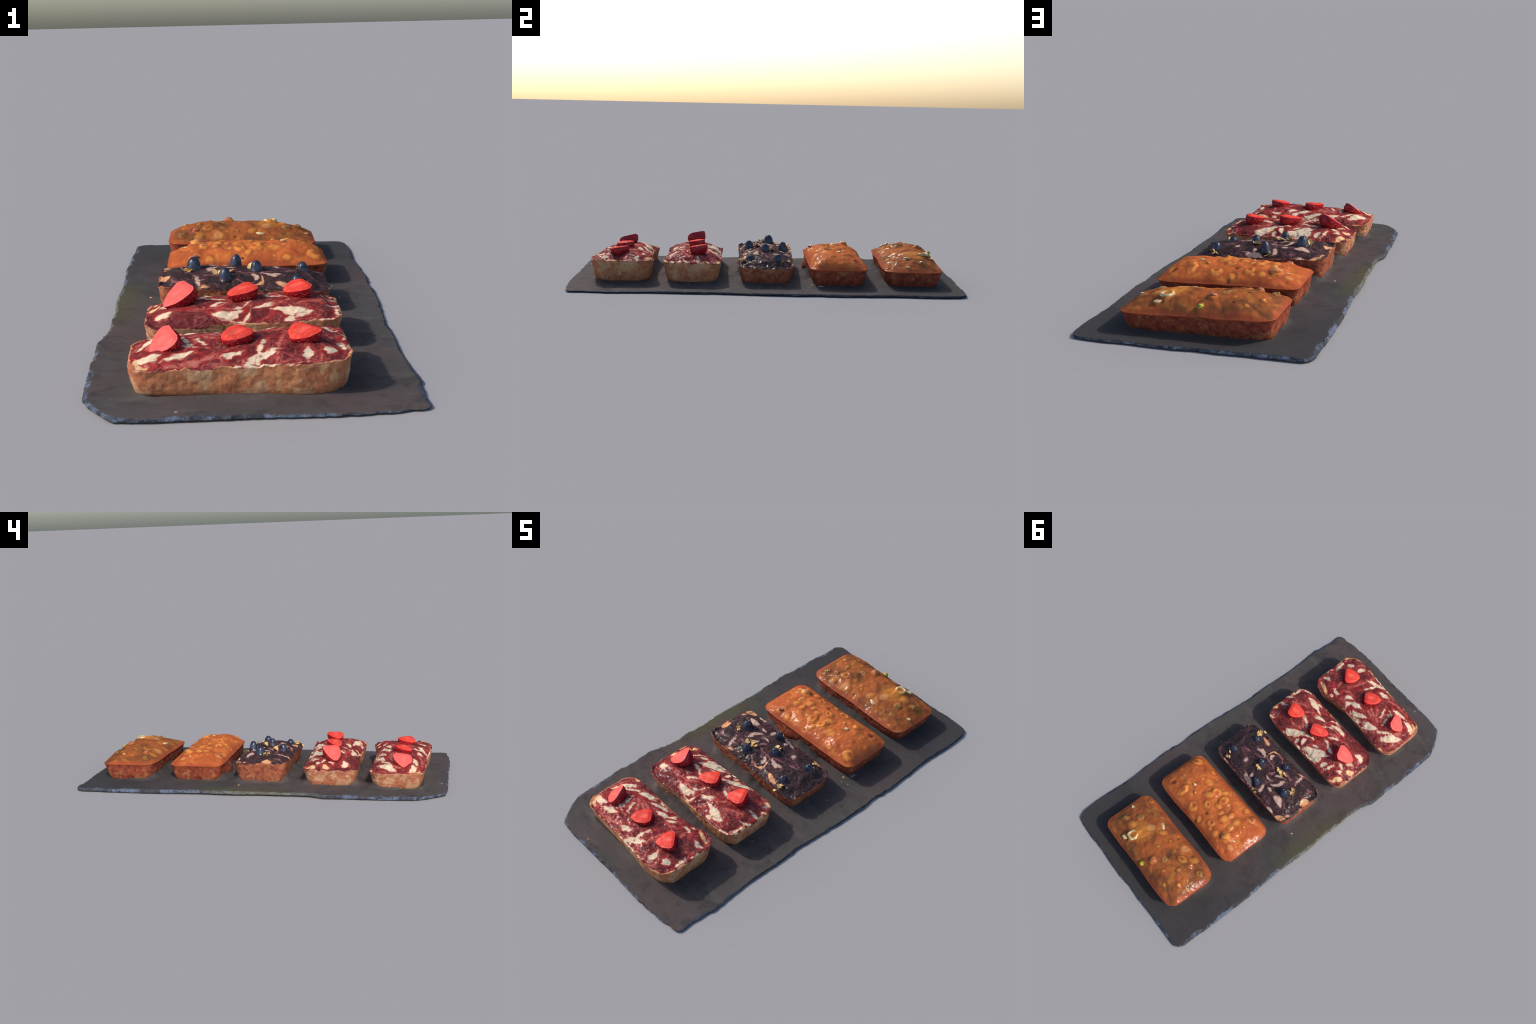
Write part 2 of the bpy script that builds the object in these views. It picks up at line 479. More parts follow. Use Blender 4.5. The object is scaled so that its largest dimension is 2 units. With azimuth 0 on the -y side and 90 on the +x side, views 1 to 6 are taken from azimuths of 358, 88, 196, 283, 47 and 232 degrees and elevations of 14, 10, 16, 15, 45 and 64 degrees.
def caramel_material(name, nuts, base, deep, light):
    s = Shader(name)
    p = s.warp(25, .0040)
    body = s.noise(9, 2, .5)
    col = s.mix(s.ramp(body, .38, .62), base, deep)
    col = s.mix(s.math("MULTIPLY", s.ramp(s.noise(22, 2, .5, shift=(2, 5, 1)), .50, .72), .45), col, light)
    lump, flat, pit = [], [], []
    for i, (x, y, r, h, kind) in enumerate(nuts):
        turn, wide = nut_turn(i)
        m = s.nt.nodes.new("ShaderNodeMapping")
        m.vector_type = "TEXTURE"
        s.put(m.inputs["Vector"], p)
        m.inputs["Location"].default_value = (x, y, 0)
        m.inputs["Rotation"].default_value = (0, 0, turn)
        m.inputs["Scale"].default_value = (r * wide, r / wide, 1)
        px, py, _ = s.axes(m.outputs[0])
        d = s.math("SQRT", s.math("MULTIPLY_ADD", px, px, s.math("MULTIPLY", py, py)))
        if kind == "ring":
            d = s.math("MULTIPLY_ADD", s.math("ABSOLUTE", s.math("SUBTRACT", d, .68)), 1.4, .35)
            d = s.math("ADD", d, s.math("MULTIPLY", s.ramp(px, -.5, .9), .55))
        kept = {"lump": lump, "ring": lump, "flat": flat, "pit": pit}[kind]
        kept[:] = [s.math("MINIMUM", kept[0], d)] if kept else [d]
    col = s.mix(s.math("MULTIPLY", s.ramp(lump[0], 1.20, .35), .78), col, light)
    halo = s.math("MULTIPLY", s.ramp(lump[0], 1.8, 1.2), s.ramp(lump[0], .8, 1.2))  # nut tops lightened, surrounds darkened: glaze highlights and contrast drawn in colour
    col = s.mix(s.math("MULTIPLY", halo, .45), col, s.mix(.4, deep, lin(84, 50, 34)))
    if flat:
        col = s.mix(s.math("MULTIPLY", s.ramp(flat[0], 1.15, .6), .5), col, s.mix(.35, light, lin(214, 180, 130)))
    if pit:
        col = s.mix(s.math("MULTIPLY", s.ramp(pit[0], 1.2, .3), .75), col, lin(74, 42, 32))
    x, y, _ = s.axes()
    rim = s.math("MAXIMUM", s.math("SUBTRACT", s.math("ABSOLUTE", x), .300), s.math("SUBTRACT", s.math("ABSOLUTE", y), .130))
    rim = s.math("MULTIPLY_ADD", s.noise(24, 3), .03, rim)
    col = s.mix(s.math("MULTIPLY", s.ramp(rim, .010, .030), .7), col, lin(158, 74, 48))
    s.bump(s.noise(34, 2, .5), .22, .006)
    s.gloss(.016, .24)
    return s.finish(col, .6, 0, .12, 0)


def crust_material(name, pale, brown, dark, patch=.5, baked=None):
    s = Shader(name)
    big = s.noise(15, 3, .55, distort=.3)
    mid = s.noise(42, 4, .6, shift=(4, 2, 7))
    fine = s.noise(150, 3, .6)
    col = s.mix(s.ramp(mid, .40, .66), brown, dark)
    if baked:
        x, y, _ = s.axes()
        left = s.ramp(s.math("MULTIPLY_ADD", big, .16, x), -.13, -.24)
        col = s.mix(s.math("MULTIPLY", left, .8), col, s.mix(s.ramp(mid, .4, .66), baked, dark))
    col = s.mix(s.math("MULTIPLY", s.ramp(big, patch, patch + .12), .55), col, pale)
    col = s.mix(s.math("MULTIPLY", s.ramp(s.noise(34, 2, shift=(9, 1, 3)), .60, .72), .6), col, pale)
    col = s.mix(s.math("MULTIPLY", s.ramp(fine, .52, .72), .28), col, dark)
    s.bump(s.math("ADD", s.math("MULTIPLY", mid, .8), s.math("MULTIPLY", fine, .4)), .42, .006)
    return s.finish(col, .85, 0, .2, .05)


def simple_material(name, a, b, scale, lo=.4, hi=.6, rough=.6, bump=.3, coat=0.0, dist=.002, sss=0.0):
    s = Shader(name)
    n = s.noise(scale, 4, .6)
    s.bump(s.noise(scale * 2.5, 3), bump, dist)
    return s.finish(s.mix(s.ramp(n, lo, hi), a, b), rough, coat, .15, .15)


def slate_top_material():
    s = Shader("slate_face")
    big = s.noise(3.2, 4, .55, distort=.5)
    mid = s.noise(14, 5, .6)
    fine = s.noise(160, 4, .6)
    brush = s.noise(24, 4, .6, stretch=(.35, 2.4, 1.0), distort=.3)
    col = s.mix(s.ramp(big, .36, .64), lin(86, 76, 75), lin(78, 75, 72))
    col = s.mix(s.math("MULTIPLY", s.ramp(s.noise(2.2, 3, .5, shift=(5, 3, 1)), .48, .66), .6), col, lin(86, 74, 72))
    col = s.mix(s.math("MULTIPLY", s.ramp(mid, .48, .68), .5), col, lin(67, 61, 61))
    col = s.mix(s.math("MULTIPLY", s.ramp(brush, .52, .72), .25), col, lin(96, 90, 92))
    col = s.mix(s.math("MULTIPLY", s.ramp(fine, .5, .75), .25), col, lin(60, 58, 62))
    col = s.mix(s.math("MULTIPLY", s.ramp(s.noise(7, 5, .65, shift=(1, 8, 2), distort=.6), .50, .66), .55), col, lin(60, 53, 53))
    col = s.mix(s.math("MULTIPLY", s.ramp(s.noise(9, 4, .6, shift=(6, 2, 9), stretch=(.7, 1.6, 1)), .56, .70), .40), col, lin(96, 90, 88))
    x, y, _ = s.axes()
    # the far end is darker stone; a mossy tint lies along the left middle
    far = s.ramp(s.math("MULTIPLY_ADD", s.math("SUBTRACT", big, .5), .5, y), .0, .9)
    col = s.mix(s.math("MULTIPLY", far, .75), col, lin(60, 59, 60))
    moss = s.math("MULTIPLY", s.ramp(s.math("MULTIPLY_ADD", s.math("SUBTRACT", mid, .5), .12, x), -.36, -.47),
                  s.ramp(s.math("ABSOLUTE", s.math("SUBTRACT", y, .05)), .38, .08))
    col = s.mix(s.math("MULTIPLY", moss, .6), col, lin(88, 84, 58))
    dust = s.ramp(s.voronoi(16), .03, .012)
    col = s.mix(s.math("MULTIPLY", dust, .3), col, lin(190, 180, 170))
    s.bump(s.math("ADD", brush, s.math("MULTIPLY", fine, .25)), .35, .004)
    return s.finish(col, .85, 0, .2, .05)


def slate_chip_material():
    s = Shader("slate_chipped_edge")
    a = s.noise(34, 5, .62, distort=.6)
    b = s.noise(11, 3, .55)
    fine = s.noise(150, 3, .6)
    col = s.mix(s.ramp(a, .38, .62), lin(52, 54, 62), lin(96, 106, 124))
    col = s.mix(s.math("MULTIPLY", s.ramp(fine, .55, .75), .5), col, lin(134, 146, 164))
    col = s.mix(s.math("MULTIPLY", s.ramp(b, .47, .60), .75), col, lin(58, 58, 62))
    x, y, _ = s.axes()
    right = s.ramp(s.math("MULTIPLY_ADD", s.math("SUBTRACT", a, .5), .05, x), .44, .48)
    col = s.mix(s.math("MULTIPLY", right, .7), col, lin(44, 50, 62))
    moss = s.math("MULTIPLY", s.ramp(x, -.40, -.46), s.ramp(s.math("ABSOLUTE", s.math("ADD", y, .02)), .42, .10))
    col = s.mix(s.math("MULTIPLY", moss, .45), col, lin(120, 112, 86))
    s.bump(s.math("ADD", a, s.math("MULTIPLY", fine, .3)), .7, .006)
    return s.finish(col, .8, 0, .2, .08)


# --------------------------------------------------------------------------
# mesh and object helpers
# --------------------------------------------------------------------------

def vertex_normals(verts, quads):
    n = np.zeros_like(verts)
    for ids in (quads[:, [0, 1, 2]], quads[:, [0, 2, 3]]):
        fn = np.cross(verts[ids[:, 1]] - verts[ids[:, 0]], verts[ids[:, 2]] - verts[ids[:, 0]])
        for k in range(3):
            np.add.at(n, ids[:, k], fn)
    return n / np.maximum(np.linalg.norm(n, axis=1, keepdims=True), 1e-12)


def new_mesh(name, verts, faces, mats, slots=None, normals=None):
    me = bpy.data.meshes.new(name)
    me.from_pydata([tuple(v) for v in np.asarray(verts, float).tolist()], [], [tuple(f) for f in (faces.tolist() if hasattr(faces, "tolist") else faces)])
    for m in mats:
        me.materials.append(m)
    me.polygons.foreach_set("use_smooth", [True] * len(me.polygons))
    if slots is not None:
        me.polygons.foreach_set("material_index", np.asarray(slots, np.int32))
    me.update()
    if normals is not None:
        me.normals_split_custom_set_from_vertices([tuple(n) for n in normals.tolist()])
    return me


def new_object(name, data, parent=None, matrix=None):
    ob = bpy.data.objects.new(name, data)
    bpy.context.scene.collection.objects.link(ob)
    if parent:
        ob.parent = parent
    if matrix is not None:
        ob.matrix_local = matrix
    return ob


def split_part(name, verts, quads, keep, normals, mats, parent):
    """A region of a whole body as a mesh of its own, with the body's normals."""
    q = quads[keep]
    used, inv = np.unique(q, return_inverse=True)
    me = new_mesh(name, verts[used], inv.reshape(q.shape), mats, normals=normals[used])
    return new_object(name, me, parent)


def lump_mesh(name, mats, seed, size, rough=.25, flat=1.0, rows=14, cols=22):
    """A small irregular pebble: crumb or nut piece."""
    verts, faces = [], []
    for r in range(rows + 1):
        a = math.pi * r / rows
        for c in range(cols):
            b = 2 * math.pi * c / cols
            verts.append((math.sin(a) * math.cos(b), math.sin(a) * math.sin(b), math.cos(a)))
    v = np.array(verts)
    k = 1 + rough * fbm(v, 1.3, 3, seed) * 1.6
    v = v * k[:, None] * np.array([size, size * .85, size * flat])
    for r in range(rows):
        for c in range(cols):
            d = (c + 1) % cols
            faces.append((r * cols + c, (r + 1) * cols + c, (r + 1) * cols + d, r * cols + d))
    return new_mesh(name, v, faces, mats)


# --------------------------------------------------------------------------
# slate board
# --------------------------------------------------------------------------
FRONT = [(-.469, -.885), (-.440, -.925), (-.412, -.962), (-.392, -.981), (-.291, -.989), (-.185, -.989), (-.083, -.990), (.012, -.988),
         (.076, -.994), (.181, -.996), (.266, -.996), (.309, -.990), (.373, -.988), (.419, -.976), (.443, -.979), (.464, -.972)]
RIGHT = [(.464, -.972), (.476, -.960), (.478, -.944), (.474, -.896), (.480, -.854), (.482, -.805), (.491, -.786), (.486, -.708), (.481, -.628),
         (.479, -.592), (.481, -.473), (.486, -.368), (.487, -.295), (.480, -.275), (.488, -.200), (.500, -.050), (.505, .050), (.513, .158),
         (.503, .223), (.513, .308), (.516, .382), (.509, .434), (.513, .499), (.504, .574), (.505, .637), (.511, .720), (.516, .832), (.509, .928), (.494, .962)]
BACK = [(-.470, .985), (-.450, 1.0), (-.415, 1.003), (-.333, 1.0), (-.227, .997), (-.108, .998), (-.034, .990), (.037, .998), (.148, .994),
        (.254, .987), (.344, .989), (.433, .984), (.480, .975), (.494, .962)]
LEFT = [(-.469, -.885), (-.494, -.828), (-.503, -.681), (-.505, -.563), (-.502, -.464), (-.508, -.355), (-.497, -.334), (-.484, -.296), (-.480, -.228),
        (-.483, -.155), (-.481, -.037), (-.490, .100), (-.483, .318), (-.492, .595), (-.490, .688), (-.489, .783), (-.482, .886), (-.482, .955), (-.470, .985)]
BOARD_TOP = .012


def along(points, t):
    """Point on a polyline at the fractions t of its length."""
    p = np.array(points, float)
    d = np.concatenate([[0], np.cumsum(np.hypot(*np.diff(p, axis=0).T))])
    d /= d[-1]
    return np.stack([np.interp(t, d, p[:, 0]), np.interp(t, d, p[:, 1])], -1)


def edge_spacing(n, strength=.55):
    """0..1 with finer steps at both ends."""
    t = np.linspace(0, 1, n)
    return (1 - strength) * t + strength * (.5 - .5 * np.cos(math.pi * t))


def board_height(x, y):
    """Height of the stone's upper face, as a gently warped plate."""
    tilt = BOARD_TOP - .007 * x + .0015 * smooth(-.2, .8, y) + .005 * smooth(-.15, -.45, x) * smooth(-.75, -.4, y) * smooth(.9, .5, y) - .003 * smooth(.1, .45, x) * smooth(-.4, -.85, y)
    layers = fbm(flat3(np.asarray(x) * .8, np.asarray(y) * 1.6), 13, 3, 44).reshape(np.shape(x))
    steps = np.round(layers * 3) / 3 * .5 + layers * .5
    return tilt + .0012 * fbm(flat3(x, y), 6, 3, 40).reshape(np.shape(x)) + .0012 * steps


def build_slate():
    nx, ny = 200, 400
    tx, ty = edge_spacing(nx), edge_spacing(ny)
    f, b, l, r = along(FRONT, tx), along(BACK, tx), along(LEFT, ty), along(RIGHT, ty)

    def ragged(curve, seed):
        n = fbm(flat3(curve[:, 0], curve[:, 1]), 34, 3, seed)
        m = fbm(flat3(curve[:, 0], curve[:, 1]), 110, 2, seed + 5)
        fade = np.sin(math.pi * np.linspace(0, 1, len(curve))) ** .5
        return (.0042 * n + .0018 * m) * fade
    f[:, 1] += ragged(f, 1)
    b[:, 1] += ragged(b, 2) * .7
    l[:, 0] += ragged(l, 3) + .001
    r[:, 0] += ragged(r, 4) - .002
    s, t = np.meshgrid(tx, ty)
    S, T = s[..., None], t[..., None]
    P = ((1 - T) * f[None] + T * b[None] + (1 - S) * l[:, None] + S * r[:, None]
         - ((1 - S) * (1 - T) * f[0] + S * (1 - T) * f[-1] + (1 - S) * T * b[0] + S * T * b[-1]))
    x, y = P[..., 0], P[..., 1]
    z = board_height(x, y)
    # distance from each edge, in metres, and the width of the chipped bevel
    dl, dr, df, db = s * .98, (1 - s) * .98, t * 1.98, (1 - t) * 1.98
    pts = flat3(x, y)
    n1 = fbm(pts, 26, 4, 11).reshape(x.shape)
    n2 = fbm(pts, 9, 2, 21).reshape(x.shape)
    wl = .016 + .024 * n1 + .016 * n2 + .022 * smooth(-.80, -.95, y)
    wr = .006 + .012 * n1 + .006 * n2
    wf = .010 + .016 * n1 + .010 * n2 + .012 * smooth(-.30, -.45, x)
    wb = .006 + .012 * n1
    depth = np.zeros_like(x)
    for d, w in ((dl, wl), (dr, wr), (df, wf), (db, wb)):
        w = np.maximum(w, .0035)
        depth = np.maximum(depth, np.clip(1 - d / w, 0, 1))
    step = np.round(depth * 4 + .6 * n1) / 4
    z = z - .0085 * (.65 * depth + .35 * np.clip(step, 0, 1) * (depth > 0)) - .0010 * n1 * (depth > 0)
    z = np.maximum(z, .0045)
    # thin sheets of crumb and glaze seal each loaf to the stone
    for cx, cy, yaw, spec in LOAF_PLACES:
        ca, sa = math.cos(yaw), math.sin(yaw)
        lx, ly = ca * (x - cx) + sa * (y - cy), -sa * (x - cx) + ca * (y - cy)
        d = np.hypot(np.maximum(np.abs(lx) - .238, 0), np.maximum(np.abs(ly) - .075, 0)) - .052
        side = .30 + .70 * smooth(-.10, .10, np.abs(ly))
        z = z + .010 * side * np.exp(-np.maximum(d, 0) / .014) * smooth(-.03, 0, d)
        for flank, x0, x1, rise in spec.get("skirts", ()):
            on = smooth(x0 - .03, x0 + .04, lx) * smooth(x1 + .05, x1 - .05, lx) * (np.sign(ly) == flank)
            rag = 1 + .6 * n1
            z = z + rise * rag * on * np.exp(-np.maximum(d, 0) / .017) * smooth(-.035, -.005, d)
    top = np.stack([x, y, z], -1).reshape(-1, 3)
    idx = np.arange(nx * ny).reshape(ny, nx)
    quads = np.stack([idx[:-1, :-1], idx[:-1, 1:], idx[1:, 1:], idx[1:, :-1]], -1).reshape(-1, 4)
    chip = depth > .02
    slots = (chip[:-1, :-1] & chip[1:, 1:]).reshape(-1).astype(int)
    loop = np.concatenate([idx[0, :-1], idx[:-1, -1], idx[-1, :0:-1], idx[:0:-1, 0]])
    rim = top[loop]
    lift = .004 * smooth(-.36, -.30, rim[:, 1]) * smooth(.50, .35, rim[:, 1]) * smooth(-.3, -.45, rim[:, 0])
    centre = np.array([0, 0, 0])
    inward = centre - rim
    inward[:, 2] = 0
    inward /= np.linalg.norm(inward, axis=1, keepdims=True)
    wob = fbm(rim, 60, 3, 31)[:, None]
    mid = rim + inward * (.0005 + .0015 * wob)
    mid[:, 2] = .0022 + lift
    low = rim + inward * .006
    low[:, 2] = lift
    verts = np.concatenate([top, mid, low])
    n, k = len(loop), len(top)
    nxt = (np.arange(n) + 1) % n
    a = np.arange(n)
    sides = [np.stack([loop[a], k + a, k + nxt, loop[nxt]], -1), np.stack([k + a, k + n + a, k + n + nxt, k + nxt], -1)]
    faces = [tuple(q) for q in np.concatenate([quads] + [q for q in sides]).tolist()]
    slots = list(slots) + [1] * (2 * n)
    faces.append(tuple((k + n + a)[::-1].tolist()))
    slots.append(0)
    me = new_mesh("slate_board", verts, faces, [slate_top_material(), slate_chip_material()], slots)
    ob = new_object("slate_board", me)
    ob["label"] = "long dark grey slate serving board with chipped bluish edges"
    ob["category"] = "serving board"
    return ob


# --------------------------------------------------------------------------
# loaves
# --------------------------------------------------------------------------
PROFILE = [(0, .000), (.06, .0012), (.14, .0027), (.25, .0050), (.38, .0072), (.52, .0095), (.66, .0125), (.78, .016), (.88, .0205), (.95, .025), (1.0, .033)]


def loaf_top(spec, s, t, x, y, seed):
    """Height of the loaf's upper surface over the plan."""
    m = np.maximum(np.abs(s), np.abs(t))
    u = np.abs(s)
    ridge = spec.get("ridge", 0)          # where across the loaf the crest runs
    v = np.where(t > ridge, (t - ridge) / (1 - ridge), (ridge - t) / (1 + ridge))
    pxs = np.where(s < 0, spec["px"][0], spec["px"][1])
    pys = np.where(t < ridge, spec["py"][0], spec["py"][1])
    rim = spec["rim"] + spec["tilt"] * x + spec.get("sag", 0) * (1 - (x / .31) ** 2)
    dome = spec["crown"] * (1 - u ** pxs) * (1 - v ** pys)
    z = rim + dome * (1 + spec.get("lean", 0) * x / .3)
    p = flat3(x, y)
    inner = smooth(1.0, .80, m)
    z = z + spec["lumps"] * fbm(p, 17, 3, seed).reshape(x.shape) * (.35 + .65 * inner)
    z = z + .45 * spec["lumps"] * fbm(p, 36, 2, seed + 9).reshape(x.shape) * inner
    z = z + spec["grain"] * fbm(p, 70, 3, seed + 7).reshape(x.shape)
    return z, m, inner


def loaf_outline(spec, s, t):
    """Plan position for the square parameter (s, t) in -1..1."""
    a0, a1 = spec["ends"]
    X = np.where(s < 0, s * a0, s * a1)
    xs = np.linspace(-.32, .32, len(spec["far_side"]))
    # side half widths as smooth curves along the loaf
    far = np.interp(X, xs, spec["far_side"])
    near = np.interp(X, xs, spec["near_side"])
    Y = np.where(t < 0, t * near, t * far)
    # round the corners: pull the rim onto an arc, fading towards the middle
    m = np.maximum(np.maximum(np.abs(s), np.abs(t)), 1e-6)
    rx, ry = s / m, t / m
    rc = spec["corner"]
    a = np.where(rx < 0, a0, a1)
    bx = np.abs(rx) * a
    by0 = np.where(ry < 0, np.interp(np.sign(rx) * bx, xs, spec["near_side"]), np.interp(np.sign(rx) * bx, xs, spec["far_side"]))
    by = np.abs(ry) * by0
    cx, cy = a - rc, by0 - rc
    qx, qy = np.maximum(bx - cx, 0), np.maximum(by - cy, 0)
    ql = np.maximum(np.hypot(qx, qy), 1e-9)
    inside = (qx > 0) & (qy > 0)
    nx_ = np.where(inside, cx + qx / ql * np.maximum(qx, qy) , bx)
    ny_ = np.where(inside, cy + qy / ql * np.maximum(qx, qy), by)
    k = m ** 3
    X = X + np.sign(rx) * (nx_ - bx) * k
    Y = Y + np.sign(ry) * (ny_ - by) * k
    return X, Y


def build_loaf(name, spec, crust, topping, place):
    seed = spec["seed"]
    nx, ny = 260, 124
    s, t = np.meshgrid(np.linspace(-1, 1, nx), np.linspace(-1, 1, ny))
    x, y = loaf_outline(spec, s, t)
    z, m, inner = loaf_top(spec, s, t, x, y, seed)
    base = BOARD_TOP - .003
    glaze = spec["kind"] == "glaze"
    pts = flat3(x, y)
    if glaze:
        z = z - spec["round"] * smooth(.86, 1.0, m) ** 2
        z = z + .0022 * fbm(pts, 30, 2, seed + 40).reshape(x.shape) * smooth(1.0, .85, m)
        for i, (bx, by, r, h, kind) in enumerate(spec["nuts"]):
            turn, wide = nut_turn(i)
            h = h * (.55 if r < .012 else 1.0)
            qx = (math.cos(turn) * (x - bx) + math.sin(turn) * (y - by)) / (r * wide)
            qy = (-math.sin(turn) * (x - bx) + math.cos(turn) * (y - by)) / (r / wide)
            d = np.hypot(qx, qy) * (1 + .30 * fbm(pts, 40, 2, seed + 31).reshape(x.shape))
            if kind == "ring":
                z = z + h * (.36 - .26 * smooth(-.5, .9, qx)) * np.exp(-((d - .68) / .30) ** 2) + h * .35 * np.exp(-(d / .95) ** 4)
            else:
                z = z + h * .50 * np.exp(-(d / .95) ** 3)
        for gx, gy, r, h in spec.get("dents", ()):
            z = z - h * np.exp(-((x - gx) ** 2 + (y - gy) ** 2) / r ** 2)
    else:
        # ragged baked lip around a slightly sunken filling
        ang = np.arctan2(y * 2, x)
        lip = .5 + .5 * fbm(flat3(np.cos(ang) * 3, np.sin(ang) * 3, .3), 3.2, 4, seed + 3).reshape(x.shape)
        z = z + (.0010 + .024 * lip ** 4) * smooth(.93, .985, m) - .0035 * np.exp(-((m - .90) / .035) ** 2)
        z = z + (.0007 + .0026 * smooth(.60, .95, m)) * fbm(pts, 60, 3, seed + 12).reshape(x.shape)
        for gx, gy, r, h in spec.get("dents", ()):
            z = z - h * np.exp(-((x - gx) ** 2 + (y - gy) ** 2) / r ** 2)
    top = np.stack([x, y, z], -1).reshape(-1, 3)
    idx = np.arange(nx * ny).reshape(ny, nx)
    quads = [np.stack([idx[:-1, :-1], idx[:-1, 1:], idx[1:, 1:], idx[1:, :-1]], -1).reshape(-1, 4)]
    mq = (m[:-1, :-1] + m[1:, 1:] + m[:-1, 1:] + m[1:, :-1]).reshape(-1) / 4
    cent = (top[quads[0]]).mean(1)
    score = [mq + spec["ragged"] * fbm(cent * [1, 1, .3], 22, 3, seed + 20)]
    # side wall rings hang from the rim
    loop = np.concatenate([idx[0, :-1], idx[:-1, -1], idx[-1, :0:-1], idx[:0:-1, 0]])
    rim = top[loop]
    n = len(loop)
    nxt, prv = (np.arange(n) + 1) % n, (np.arange(n) - 1) % n
    tang = rim[nxt] - rim[prv]
    out = np.stack([tang[:, 1], -tang[:, 0], 0 * tang[:, 0]], -1)
    for _ in range(12):
        out = (out + out[nxt] + out[prv]) / 3
    out /= np.linalg.norm(out, axis=1, keepdims=True)
    fr = np.interp(np.linspace(0, 1, 34), np.linspace(0, 1, len(PROFILE)), [p[0] for p in PROFILE])
    ins = np.interp(fr, [p[0] for p in PROFILE], [p[1] for p in PROFILE])
    # towards the foot the plan corners are pulled in and get rounder
    cornerness = smooth(.62, .96, np.abs(rim[:, 0]) / .31) * smooth(.55, .96, np.abs(rim[:, 1]) / .145)
    foot = rim[:, :2] * [.03, .07] * cornerness[:, None]
    rings = [rim]
    for q, i in zip(fr[1:], ins[1:]):
        ring = rim - out * i * spec.get("taper", 1.0)
        ring[:, :2] -= foot * (i / .033)
        ring[:, 2] = rim[:, 2] * (1 - q) + base * q
        bulge = spec["wall"] * (fbm(ring, 20, 3, seed + 50) + .55 * fbm(ring, 75, 2, seed + 60))
        ring = ring + out * (bulge * math.sin(math.pi * min(q * 1.3, 1)) ** .6)[:, None] if q < .77 else ring + out * (bulge * .6)[:, None]
        for wx, wy, reach, rise in spec.get("webs", ()):
            g = np.exp(-((rim[:, 0] - wx) / reach) ** 2) * (np.abs(rim[:, 1] - wy) < .06)
            ring = ring + out * (g * (.018 + rise * .5) * smooth(.05, .8, q))[:, None]
        if glaze:
            drip = smooth(.16, .0, q) * .003
            ring = ring + out * drip
        rings.append(ring)
    verts = [top]
    prev, count = loop, len(top)
    a = np.arange(n)
    for k, ring in enumerate(rings[1:], 1):
        cur = count + a
        verts.append(ring)
        q = np.stack([prev[a], cur[a], cur[nxt], prev[nxt]], -1)
        quads.append(q)
        mid = (rings[k - 1] + ring) / 2
        score.append(1 + fr[k] * .9 + spec["ragged"] * fbm(mid * [1, 1, .3], 22, 3, seed + 20))
        prev = cur
        count += n
    verts = np.concatenate(verts)
    quads = np.concatenate(quads)
    score = np.concatenate(score)
    normals = vertex_normals(verts, quads)
    cx, cy, yaw, _ = place
    loaf = bpy.data.objects.new(name, None)
    bpy.context.scene.collection.objects.link(loaf)
    loaf.location = (cx, cy, 0)
    loaf.rotation_euler = (0, 0, yaw)
    loaf["label"] = spec["label"]
    loaf["category"] = "loaf cake"
    is_top = score < spec["reach"]
    split_part("crust", verts, quads, ~is_top, normals, [crust], loaf)
    split_part("glaze" if glaze else "swirl_topping", verts, quads, is_top, normals, [topping], loaf)
    flat = top.reshape(ny, nx, 3)

    def surface(px, py):
        d = (flat[..., 0] - px) ** 2 + (flat[..., 1] - py) ** 2
        return float(flat[..., 2].reshape(-1)[np.argmin(d)])
    return loaf, surface


# --------------------------------------------------------------------------
# fruit, nuts and flakes
# --------------------------------------------------------------------------

def strawberry_materials(pale=0.0):
    s = Shader("strawberry_flesh")
    x, y, _ = s.axes()
    core = s.math("SQRT", s.math("MULTIPLY_ADD", x, x, s.math("MULTIPLY", s.math("MULTIPLY", y, y), 3.0)))
    col = s.mix(s.ramp(core, .7, .15), lin(222, 64, 52), lin(236, 96, 80))
    rays = s.noise(4, 4, .6, stretch=(.5, 2.6, 1), distort=.5)
    col = s.mix(s.math("MULTIPLY", s.ramp(rays, .46, .66), .45), col, lin(240, 112, 96))
    col = s.mix(s.math("MULTIPLY", s.ramp(s.noise(7, 3, .6), .56, .70), .35), col, lin(196, 44, 42))
    col = s.mix(pale, col, lin(236, 116, 112))  # flesh lightened to pink for sun glare on the halves facing it
    s.bump(rays, .2, .05)
    s.gloss(.015, .3)
    flesh = s.finish(col, .6, .0, .2, 0)
    flesh.node_tree.nodes["Principled BSDF"].inputs["Subsurface Weight"].default_value = 0.0
    s = Shader("strawberry_skin")
    n = s.noise(6, 3, .5)
    dots = s.voronoi(6.5)
    col = s.mix(s.ramp(n, .35, .7), lin(142, 20, 36), lin(184, 36, 46))
    col = s.mix(s.math("MULTIPLY", s.ramp(dots, .30, .12), .5), col, lin(112, 16, 30))
    s.bump(s.ramp(dots, .10, .35), .5, .03)
    s.gloss(.035, .25)
    skin = s.finish(col, .5, 0, .15, 0)
    seed = simple_material("strawberry_seed", lin(206, 150, 84), lin(170, 96, 60), 300, rough=.5, bump=0)
    return flesh, skin, seed


def berry_width(t):
    """Half width of a strawberry half from stem (0) to tip (1)."""
    return np.interp(t, [0, .03, .10, .22, .36, .5, .64, .78, .88, .95, .985, 1.0], [.60, .76, .92, 1.0, .99, .92, .79, .60, .42, .25, .13, .02])


